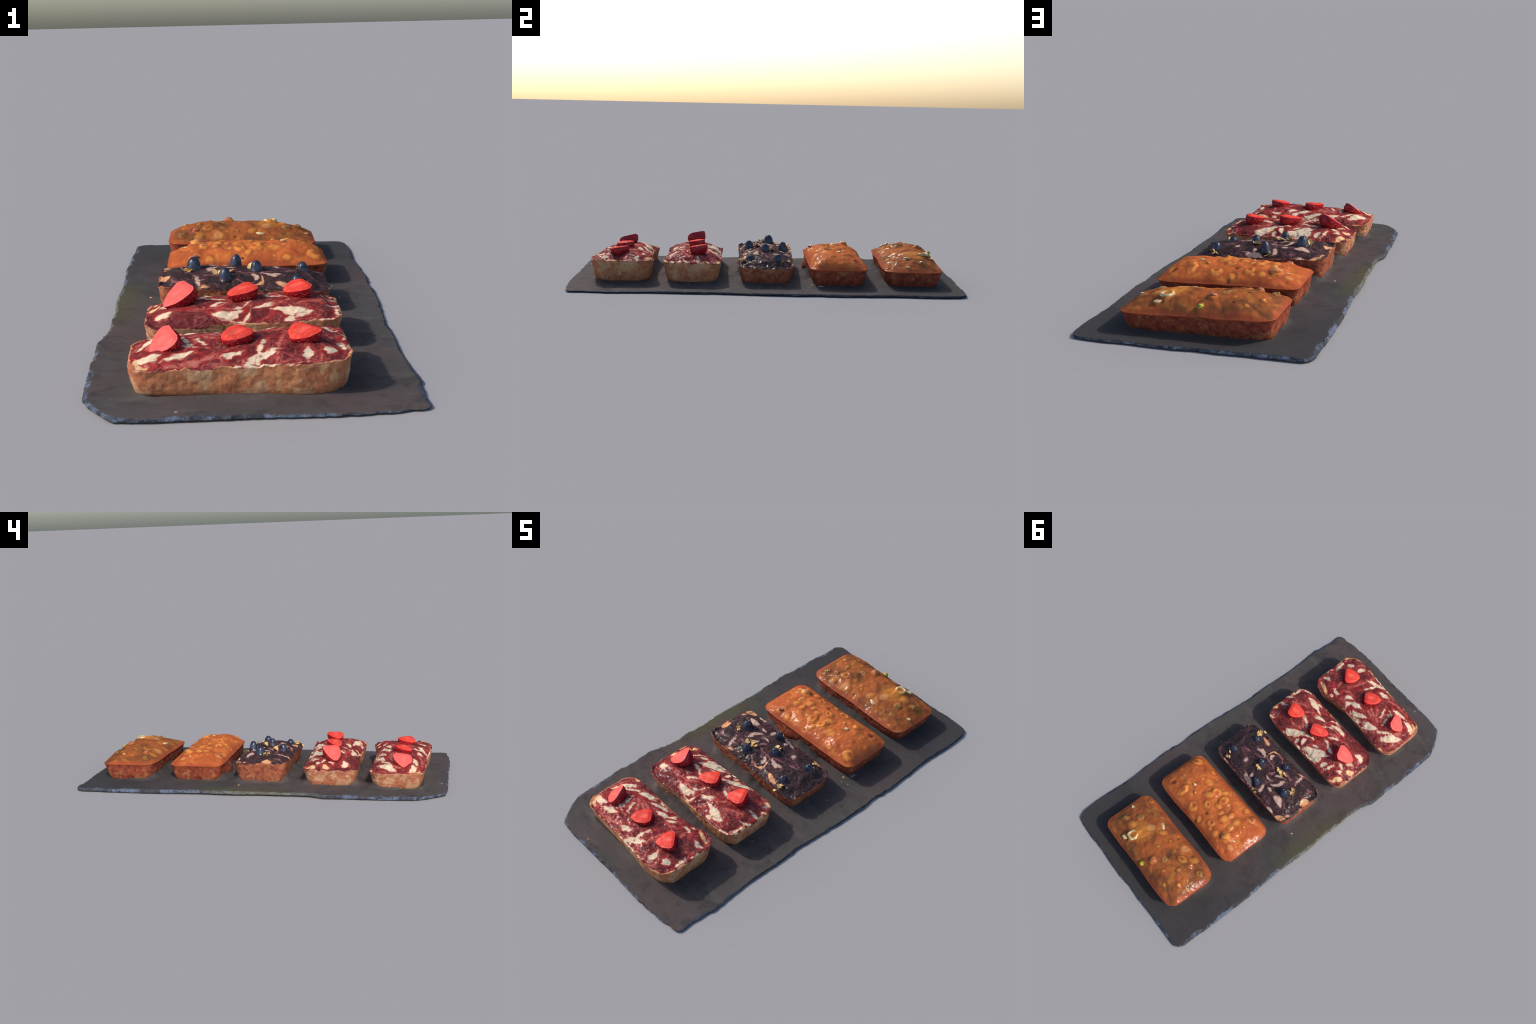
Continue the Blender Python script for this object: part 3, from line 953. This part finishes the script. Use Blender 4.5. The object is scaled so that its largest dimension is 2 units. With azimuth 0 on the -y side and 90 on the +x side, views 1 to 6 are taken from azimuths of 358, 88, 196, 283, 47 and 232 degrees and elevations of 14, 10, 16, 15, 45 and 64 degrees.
def build_strawberry(parent, tip, left, right, thick, mats, seed):
    """Half berry lying cut face up; frame: x towards the tip, z out of the cut."""
    flesh, skin, seedm = mats
    tip, left, right = Vector(tip), Vector(left), Vector(right)
    stem = (left + right) / 2
    ux = (tip - stem).normalized()
    nz = (left - right).cross(ux).normalized()
    if nz.z < 0:
        nz = -nz
    uy = nz.cross(ux)
    length, half = (tip - stem).length * 1.04, (left - right).length * .5 * 1.04
    size = .05
    mat = Matrix((ux, uy, nz)).transposed().to_4x4()
    mat = Matrix.Translation(stem + ux * length * .45) @ mat @ Matrix.Scale(size, 4)
    L, H, D = length / size, half / size, thick / size
    rows, cols = 44, 40
    ts = .5 - .5 * np.cos(math.pi * np.linspace(0, 1, rows))
    X = (ts - .45) * L
    W = berry_width(ts) * H
    wob = 1 + .05 * fbm(flat3(X, 0 * X), 1.5, 2, seed)
    skin_v, skin_f = [], []
    for i in range(rows):
        for j in range(cols + 1):
            a = math.pi * j / cols
            c, sn = math.cos(a), math.sin(a)
            w = W[i] * wob[i]
            depth = D * (W[i] / H) ** .8
            e = .75
            skin_v.append((X[i] - .06 * L * (1 - c * c) * (ts[i] < .001), w * math.copysign(abs(c) ** e, c), -depth * abs(sn) ** e))
    v = np.array(skin_v)
    v[:, :2] *= 1 + .075 * fbm(v, 2.0, 3, seed + 3)[:, None]
    for i in range(rows - 1):
        for j in range(cols):
            k = i * (cols + 1) + j
            skin_f.append((k, k + 1, k + cols + 2, k + cols + 1))
    skin_f.append(tuple(range(cols, -1, -1)))
    berry = new_object("strawberry_half", new_mesh("strawberry_half", v, skin_f, [skin]), parent, mat)
    # cut face: same rim, gently domed with a groove down the core
    fv, ff, m = [], [], 18
    for i in range(rows):
        l0, r0 = v[i * (cols + 1) + cols], v[i * (cols + 1)]
        for j in range(m + 1):
            q = j / m
            p = l0 * (1 - q) + r0 * q
            e = min(1, 4 * q * (1 - q) * 1.6) * min(1, (W[i] / H) * 1.6) * min(1, ts[i] * 7) * min(1, (1 - ts[i]) * 7)
            lift = .10 * e + .05 * fbm(np.array([[p[0], p[1], 0]]), 1.8, 2, seed + 8)[0] * e
            lift -= .05 * math.exp(-((q - .5) / .10) ** 2) * math.exp(-((ts[i] - .40) / .25) ** 2)
            fv.append((p[0], p[1], lift))
    for i in range(rows - 1):
        for j in range(m):
            k = i * (m + 1) + j
            ff.append((k, k + m + 1, k + m + 2, k + 1))
    new_object("cut_face", new_mesh("cut_face", fv, ff, [flesh]), berry)
    # seeds over the skin, joined
    rng = np.random.default_rng(seed)
    sv, sf = [], []
    for row in range(9):
        t = .08 + .84 * row / 8
        k = max(3, int(9 * berry_width(t)))
        for j in range(k):
            a = math.pi * ((j + .5 + .5 * (row % 2)) / (k + .5)) + rng.normal(0, .05)
            i = int(np.argmin(abs(ts - t)))
            jj = int(np.clip(round(a / math.pi * cols), 1, cols - 1))
            p = v[i * (cols + 1) + jj]
            r = .034
            o = len(sv)
            sv += [tuple(p + np.array(d) * r * s_) for d, s_ in (((1, 0, 0), 1.6), ((-1, 0, 0), 1.6), ((0, 1, 0), 1), ((0, -1, 0), 1), ((0, 0, 1), 1), ((0, 0, -1), 1))]
            sf += [(o, o + 2, o + 4), (o + 2, o + 1, o + 4), (o + 1, o + 3, o + 4), (o + 3, o, o + 4),
                   (o + 2, o, o + 5), (o + 1, o + 2, o + 5), (o + 3, o + 1, o + 5), (o, o + 3, o + 5)]
    seeds = new_object("seed", new_mesh("seed", sv, sf, [seedm]), berry)
    seeds["kind"] = "stuff"
    return berry


def blueberry_material():
    s = Shader("blueberry_skin")
    x, y, zc = s.axes()
    bloom = s.noise(70, 3, .55)
    col = s.mix(s.ramp(bloom, .38, .66), lin(32, 34, 46), lin(58, 68, 94))
    col = s.mix(s.math("MULTIPLY", s.ramp(zc, .030, .037), .6), col, lin(40, 40, 48))
    col = s.mix(s.ramp(s.math("MULTIPLY_ADD", bloom, .006, zc), .010, .003), col, lin(42, 33, 40))
    s.bump(s.noise(200, 2), .15, .001)
    s.gloss(.05, .28)
    return s.finish(col, .5, 0, .2, 0)


def blueberry_mesh(mat):
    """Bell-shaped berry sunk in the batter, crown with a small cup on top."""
    prof = [(.0330, -.007), (.0290, -.001), (.0262, .005), (.0248, .011), (.0236, .017), (.0220, .023), (.0194, .0285), (.0164, .033),
            (.0130, .0362), (.0104, .0384), (.0082, .0396), (.0064, .0396), (.0046, .0384), (.0026, .0376), (.0003, .0374)]
    r = np.interp(np.linspace(0, 1, 40), np.linspace(0, 1, len(prof)), [p[0] for p in prof])
    h = np.interp(np.linspace(0, 1, 40), np.linspace(0, 1, len(prof)), [p[1] for p in prof])
    cols, verts, faces = 40, [], []
    for ri, hi in zip(r, h):
        for c in range(cols):
            a = 2 * math.pi * c / cols
            k = 1 + (.06 * math.cos(5 * a) if hi > .037 and ri > .004 else 0)
            verts.append((ri * k * math.cos(a), ri * k * math.sin(a), hi + (  .0006 * math.cos(5 * a) if hi > .0385 else 0)))
    for i in range(39):
        for c in range(cols):
            d = (c + 1) % cols
            faces.append((i * cols + c, i * cols + d, (i + 1) * cols + d, (i + 1) * cols + c))
    v = np.array(verts)
    v *= 1 + .04 * fbm(v, 55, 2, 5)[:, None]
    return new_mesh("blueberry", v, faces, [mat])


def flake_mesh(mat, seed, pieces=3, size=.0165):
    """A few crumpled oat flakes stuck together, each a curled chip with depth."""
    rng = np.random.default_rng(seed)
    verts, faces = [], []
    for _ in range(pieces):
        off = np.array([rng.normal(0, .013), rng.normal(0, .009), rng.uniform(0, .005)])
        tilt = rng.normal(0, .5, 2)
        k, rings = 14, 4
        o = len(verts)
        rad = size * rng.uniform(.55, 1.0)
        wob = rng.uniform(.65, 1.15, k)
        for side in (1, -1):
            for r_ in range(rings + 1):
                q = r_ / rings
                for c in range(k):
                    a = 2 * math.pi * c / k
                    px, py = rad * q * wob[c] * math.cos(a), rad * .75 * q * wob[c] * math.sin(a)
                    pz = 18 * (px * px - .6 * py * py) + tilt[0] * px + tilt[1] * py + .0016 * math.sin(300 * px + 200 * py)
                    verts.append(tuple(off + np.array([px, py, pz + side * .0011 * (1 - .7 * q)])))
        for s_ in range(2):
            b = o + s_ * (rings + 1) * k
            for r_ in range(rings):
                for c in range(k):
                    d = (c + 1) % k
                    f = (b + r_ * k + c, b + (r_ + 1) * k + c, b + (r_ + 1) * k + d, b + r_ * k + d)
                    faces.append(f if s_ == 0 else f[::-1])
        for c in range(k):
            d = (c + 1) % k
            t_, u_ = o + rings * k, o + (rings + 1) * k + rings * k
            faces.append((t_ + c, u_ + c, u_ + d, t_ + d))
    return new_mesh("oat_flake", verts, faces, [mat])


def ring_mesh(name, mat, radius, tube, seed):
    verts, faces, A, B = [], [], 40, 14
    for i in range(A):
        a = 2 * math.pi * i / A
        for j in range(B):
            b = 2 * math.pi * j / B
            r = radius + tube * math.cos(b)
            verts.append((r * math.cos(a), r * math.sin(a), tube * .9 * math.sin(b)))
    v = np.array(verts)
    v *= 1 + .16 * fbm(v, 60, 3, seed)[:, None]
    for i in range(A):
        for j in range(B):
            p, q = (i + 1) % A, (j + 1) % B
            faces.append((i * B + j, p * B + j, p * B + q, i * B + q))
    return new_mesh(name, v, faces, [mat])


# --------------------------------------------------------------------------
# the five loaves
# --------------------------------------------------------------------------
FRONT_LOAF = dict(kind="swirl", seed=100, label="small loaf cake with red berry cream swirl and halved strawberries",
                  skirts=[(1, -.30, .10, .065)], ends=(.322, .320), corner=.060, rim=.106, tilt=.035, sag=-.002, crown=.041, px=(5, 4), py=(2.6, 2.8), lumps=.007, grain=.0022, ragged=.09, reach=.995, wall=.0035,
                  far_side=[.152, .158, .152, .144, .139, .138, .145, .162, .152],
                  near_side=[.124, .128, .134, .137, .144, .151, .162, .161, .146],
                  dents=[(.26, -.02, .05, .010), (.03, .01, .05, .004)])
SECOND_LOAF = dict(kind="swirl", seed=200, label="small loaf cake with red berry cream swirl and halved strawberries",
                   skirts=[(1, -.30, .10, .055), (-1, -.27, .10, .050)], ends=(.329, .309), corner=.058, rim=.106, tilt=.018, sag=0, crown=.046, px=(5, 5), py=(2.8, 2.8), lumps=.007, grain=.0022, ragged=.08, reach=1.0, wall=.0035,
                   far_side=[.142, .148, .146, .144, .146, .147, .149, .148, .140],
                   near_side=[.140, .150, .148, .138, .140, .145, .148, .148, .138])
DARK_LOAF = dict(kind="swirl", seed=300, label="small loaf cake with dark blueberry swirl, blueberries and oat flakes",
                 skirts=[(1, -.28, .12, .065), (-1, -.27, .05, .045)], ends=(.311, .311), corner=.045, rim=.107, tilt=-.050, sag=0, crown=.041, px=(5, 4), py=(3, 3), lumps=.005, grain=.0026, ragged=.06, reach=.995, wall=.003,
                 far_side=[.143, .146, .146, .145, .144, .144, .143, .142, .137],
                 near_side=[.138, .144, .144, .141, .139, .140, .142, .142, .137])
BRIGHT_LOAF = dict(kind="glaze", seed=400, label="small loaf cake under glossy orange caramel with nut pieces",
                   ends=(.317, .318), corner=.042, rim=.108, tilt=-.010, sag=0, crown=.053, px=(4, 6.5), py=(2.6, 2.6), lumps=.006, grain=.0010, ragged=.05, reach=1.10, wall=.003, round=.004, lean=.08,
                   ridge=-.05, skirts=[(-1, -.27, .06, .080), (1, -.26, .15, .035)], webs=[(-.13, -.165, .07, .020)],
                   far_side=[.145, .149, .147, .144, .143, .146, .149, .148, .142],
                   near_side=[.143, .149, .149, .148, .147, .146, .144, .144, .139])
BROWN_LOAF = dict(kind="glaze", seed=500, label="small loaf cake under glossy brown caramel with nut pieces",
                  ends=(.321, .321), corner=.046, rim=.105, tilt=-.030, sag=0, crown=.057, px=(4, 3.2), py=(1.7, 3.3), lumps=.006, grain=.0012, ragged=.04, reach=1.06, wall=.003, round=.004, lean=-.05,
                  ridge=0, skirts=[(-1, -.30, .08, .055)],
                  far_side=[.145, .151, .152, .149, .147, .147, .149, .148, .142],
                  near_side=[.137, .148, .151, .148, .147, .148, .151, .150, .140])
deg = math.radians
LOAF_PLACES = [(-.043, -.737, deg(1.0), FRONT_LOAF), (-.011, -.376, 0.0, SECOND_LOAF), (-.005, .0, deg(-.5), DARK_LOAF),
               (.021, .367, deg(-.5), BRIGHT_LOAF), (.012, .750, deg(-1.0), BROWN_LOAF)]
BRIGHT_LOAF["nuts"], BROWN_LOAF["nuts"] = NUTS_BRIGHT, NUTS_BROWN

slate = build_slate()

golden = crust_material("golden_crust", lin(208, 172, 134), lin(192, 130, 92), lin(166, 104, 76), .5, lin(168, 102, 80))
ruddy = crust_material("ruddy_crust", lin(190, 134, 96), lin(160, 94, 68), lin(122, 66, 54), .54)
soaked = crust_material("soaked_crust", lin(172, 116, 78), lin(146, 74, 54), lin(112, 52, 44), .54)
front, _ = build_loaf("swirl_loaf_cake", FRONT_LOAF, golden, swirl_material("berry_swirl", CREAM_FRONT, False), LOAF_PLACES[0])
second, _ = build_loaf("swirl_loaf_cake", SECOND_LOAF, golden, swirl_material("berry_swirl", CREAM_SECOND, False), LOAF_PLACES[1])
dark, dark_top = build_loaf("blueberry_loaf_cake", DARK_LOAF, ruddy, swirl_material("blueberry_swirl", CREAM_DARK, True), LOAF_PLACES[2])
bright, bright_top = build_loaf("caramel_loaf_cake", BRIGHT_LOAF, soaked,
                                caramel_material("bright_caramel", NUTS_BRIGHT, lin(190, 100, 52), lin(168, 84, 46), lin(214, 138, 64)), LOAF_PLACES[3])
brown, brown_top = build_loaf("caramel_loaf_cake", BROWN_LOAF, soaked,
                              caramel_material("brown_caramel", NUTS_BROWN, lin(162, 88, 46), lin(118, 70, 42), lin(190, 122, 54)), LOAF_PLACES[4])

berry_mats = strawberry_materials()
glare_tinted_mats = (strawberry_materials(.5)[0],) + berry_mats[1:]
HALVES = [  # loaf, tip, two shoulders of the cut face (loaf coordinates), thickness
    (front, (-.256, -.026, .121), (-.205, .038, .188), (-.174, -.054, .165), .042),
    (front, (-.046, -.051, .157), (.000, .046, .174), (.050, -.016, .168), .044),
    (front, (.152, -.058, .156), (.178, .038, .177), (.239, -.038, .172), .046),
    (second, (-.263, -.029, .146), (-.216, .045, .205), (-.153, -.024, .210), .052),
    (second, (-.055, -.021, .173), (.008, .060, .194), (.052, -.003, .189), .044),
    (second, (.129, .004, .172), (.189, .080, .195), (.227, .000, .187), .044)]
for i, (loaf, tip, a, b, th) in enumerate(HALVES):
    build_strawberry(loaf, tip, a, b, th, glare_tinted_mats if i in (0, 3) else berry_mats, 700 + 11 * i)

blue = blueberry_mesh(blueberry_material())
for i, (bx, by, tip) in enumerate([(-.183, .021, .196), (-.027, .095, .183), (-.067, -.084, .181), (.048, -.001, .182), (.225, .062, .155), (.191, -.080, .146)]):
    k = (tip - dark_top(bx, by)) / .0395
    m = Matrix.Translation((bx, by, tip - .0400 * max(.85, min(1.15, k)))) @ Matrix.Rotation(i * 1.3, 4, "Z") @ Matrix.Rotation(.10 * math.sin(i * 2.1), 4, "X")
    w = .86 if i != 0 else 1.02
    new_object("blueberry", blue, dark, m @ Matrix.Diagonal((w, w, max(.85, min(1.15, k)), 1)))

oat = simple_material("oat_flake", lin(222, 190, 132), lin(186, 138, 70), 90, .42, .62, .5, .3)
for i, (fx, fy, n) in enumerate([(-.196, -.018, 5), (-.080, -.046, 6), (.040, .033, 4), (.213, -.108, 5), (.240, .090, 3), (.222, .102, 2), (-.055, .125, 3), (.208, -.138, 1)]):
    me = flake_mesh(oat, 900 + i, n)
    new_object("oat_flake", me, dark, Matrix.Translation((fx, fy, dark_top(fx, fy) + .003)))

pale_nut = simple_material("pale_nut", lin(214, 196, 150), lin(178, 146, 96), 60, .4, .62, .4, .4, .3)
amber_nut = simple_material("amber_nut", lin(214, 142, 62), lin(186, 104, 48), 40, .4, .62, .32, .4, .5)
olive_nut = simple_material("olive_nut", lin(118, 96, 44), lin(150, 104, 54), 60, .4, .62, .34, .4, .4)
green_nut = simple_material("pistachio", lin(186, 180, 52), lin(120, 112, 42), 70, .42, .62, .4, .4, .3)
copper_nut = simple_material("copper_nut", lin(176, 100, 66), lin(140, 74, 44), 50, .4, .62, .3, .4, .5)


def place_nut(loaf, surface, entry, mat, seed, scale=.8, flat=.6, proud=.35, turn=0.0, stretch=1.0):
    x, y, r, h, kind = entry
    flat *= .9
    me = lump_mesh("nut_piece", [mat], seed, r * scale, .28, flat)
    z = surface(x, y) + r * scale * flat * (proud - 1) + .001
    new_object("nut_piece", me, loaf, Matrix.Translation((x, y, z)) @ Matrix.Rotation(turn, 4, "Z") @ Matrix.Diagonal((stretch, 1, 1, 1)))


def place_ring(loaf, surface, entry, mat, seed, radius, tube, proud=.5):
    x, y = entry[:2]
    new_object("nut_ring", ring_mesh("nut_ring", mat, radius, tube, seed), loaf, Matrix.Translation((x, y, max(surface(x + radius, y), surface(x - radius, y), surface(x, y - radius), surface(x, y + radius)) * .5 + .5 * surface(x, y) + tube * (proud - .6))))


N = NUTS_BROWN
place_ring(brown, brown_top, N[0], pale_nut, 31, .023, .0075, .05)
place_nut(brown, brown_top, N[1], pale_nut, 32, .85, .5, .5, .3, 1.3)
place_nut(brown, brown_top, N[3], olive_nut, 33, .75, .8, .4)
place_nut(brown, brown_top, N[4], olive_nut, 34, .8, .7, .35, .5, 1.2)
place_nut(brown, brown_top, N[6], green_nut, 35, .8, .8, .6)
place_nut(brown, brown_top, N[7], copper_nut, 36, .7, .8, .4)
place_nut(brown, brown_top, N[9], copper_nut, 37, .8, .9, .45)
place_nut(brown, brown_top, N[10], olive_nut, 38, .75, .9, .45)
place_nut(brown, brown_top, N[12], amber_nut, 39, .6, .7, .4, 1.2, 1.5)
place_nut(brown, brown_top, (.081, -.088, .014, .005, "lump"), pale_nut, 41, 1.0, .5, .6, -.35, 1.6)
place_nut(brown, brown_top, N[2], pale_nut, 42, .85, .22, .5)
N = NUTS_BRIGHT
place_nut(bright, bright_top, N[4], pale_nut, 53, .9, .7, .5, .3, 1.3)
place_nut(bright, bright_top, N[5], amber_nut, 54, .8, .7, .5)
place_nut(bright, bright_top, N[14], amber_nut, 55, .8, .6, .4, .9, 1.3)
place_nut(bright, bright_top, N[15], amber_nut, 56, .8, .7, .5, .8, 1.15)
place_nut(bright, bright_top, N[16], pale_nut, 57, .9, .3, .4)
place_nut(bright, bright_top, N[18], copper_nut, 59, .75, .75, .4)
place_nut(bright, bright_top, N[20], pale_nut, 60, .6, .7, .4)

# crumbs that fell on the stone, and a bead of glaze at the foot of a loaf
pale_crumb = simple_material("pale_crumb", lin(214, 176, 140), lin(180, 130, 100), 80)
pink_crumb = simple_material("pink_crumb", lin(160, 100, 98), lin(120, 64, 66), 80)
for i, (x, y, r, m) in enumerate([(-.356, .111, .006, pale_crumb), (.278, -.290, .005, pink_crumb), (.313, -.301, .0055, pink_crumb), (.303, -.393, .006, pink_crumb),
                                  (.312, -.388, .004, pink_crumb), (.324, -.446, .004, pink_crumb), (.303, .230, .006, pale_crumb), (.351, .213, .004, pale_crumb),
                                  (.311, .112, .004, pink_crumb), (-.222, -.956, .004, pale_crumb), (.316, .204, .003, pale_crumb), (.36, .06, .003, pale_crumb)]):
    z = float(board_height(np.array([x]), np.array([y]))[0])
    new_object("crumb", lump_mesh("crumb", [m], 800 + i, r, .5, .6, 8, 12), slate, Matrix.Translation((x, y, z + r * .2)))
bead = Shader("glaze_bead").finish(lin(112, 104, 108), .12, .6, .05)
new_object("glaze_bead", lump_mesh("glaze_bead", [bead], 850, .016, .3, .45), slate, Matrix.Translation((.323, .274, BOARD_TOP + .001)) @ Matrix.Diagonal((.8, 1.3, 1, 1)))
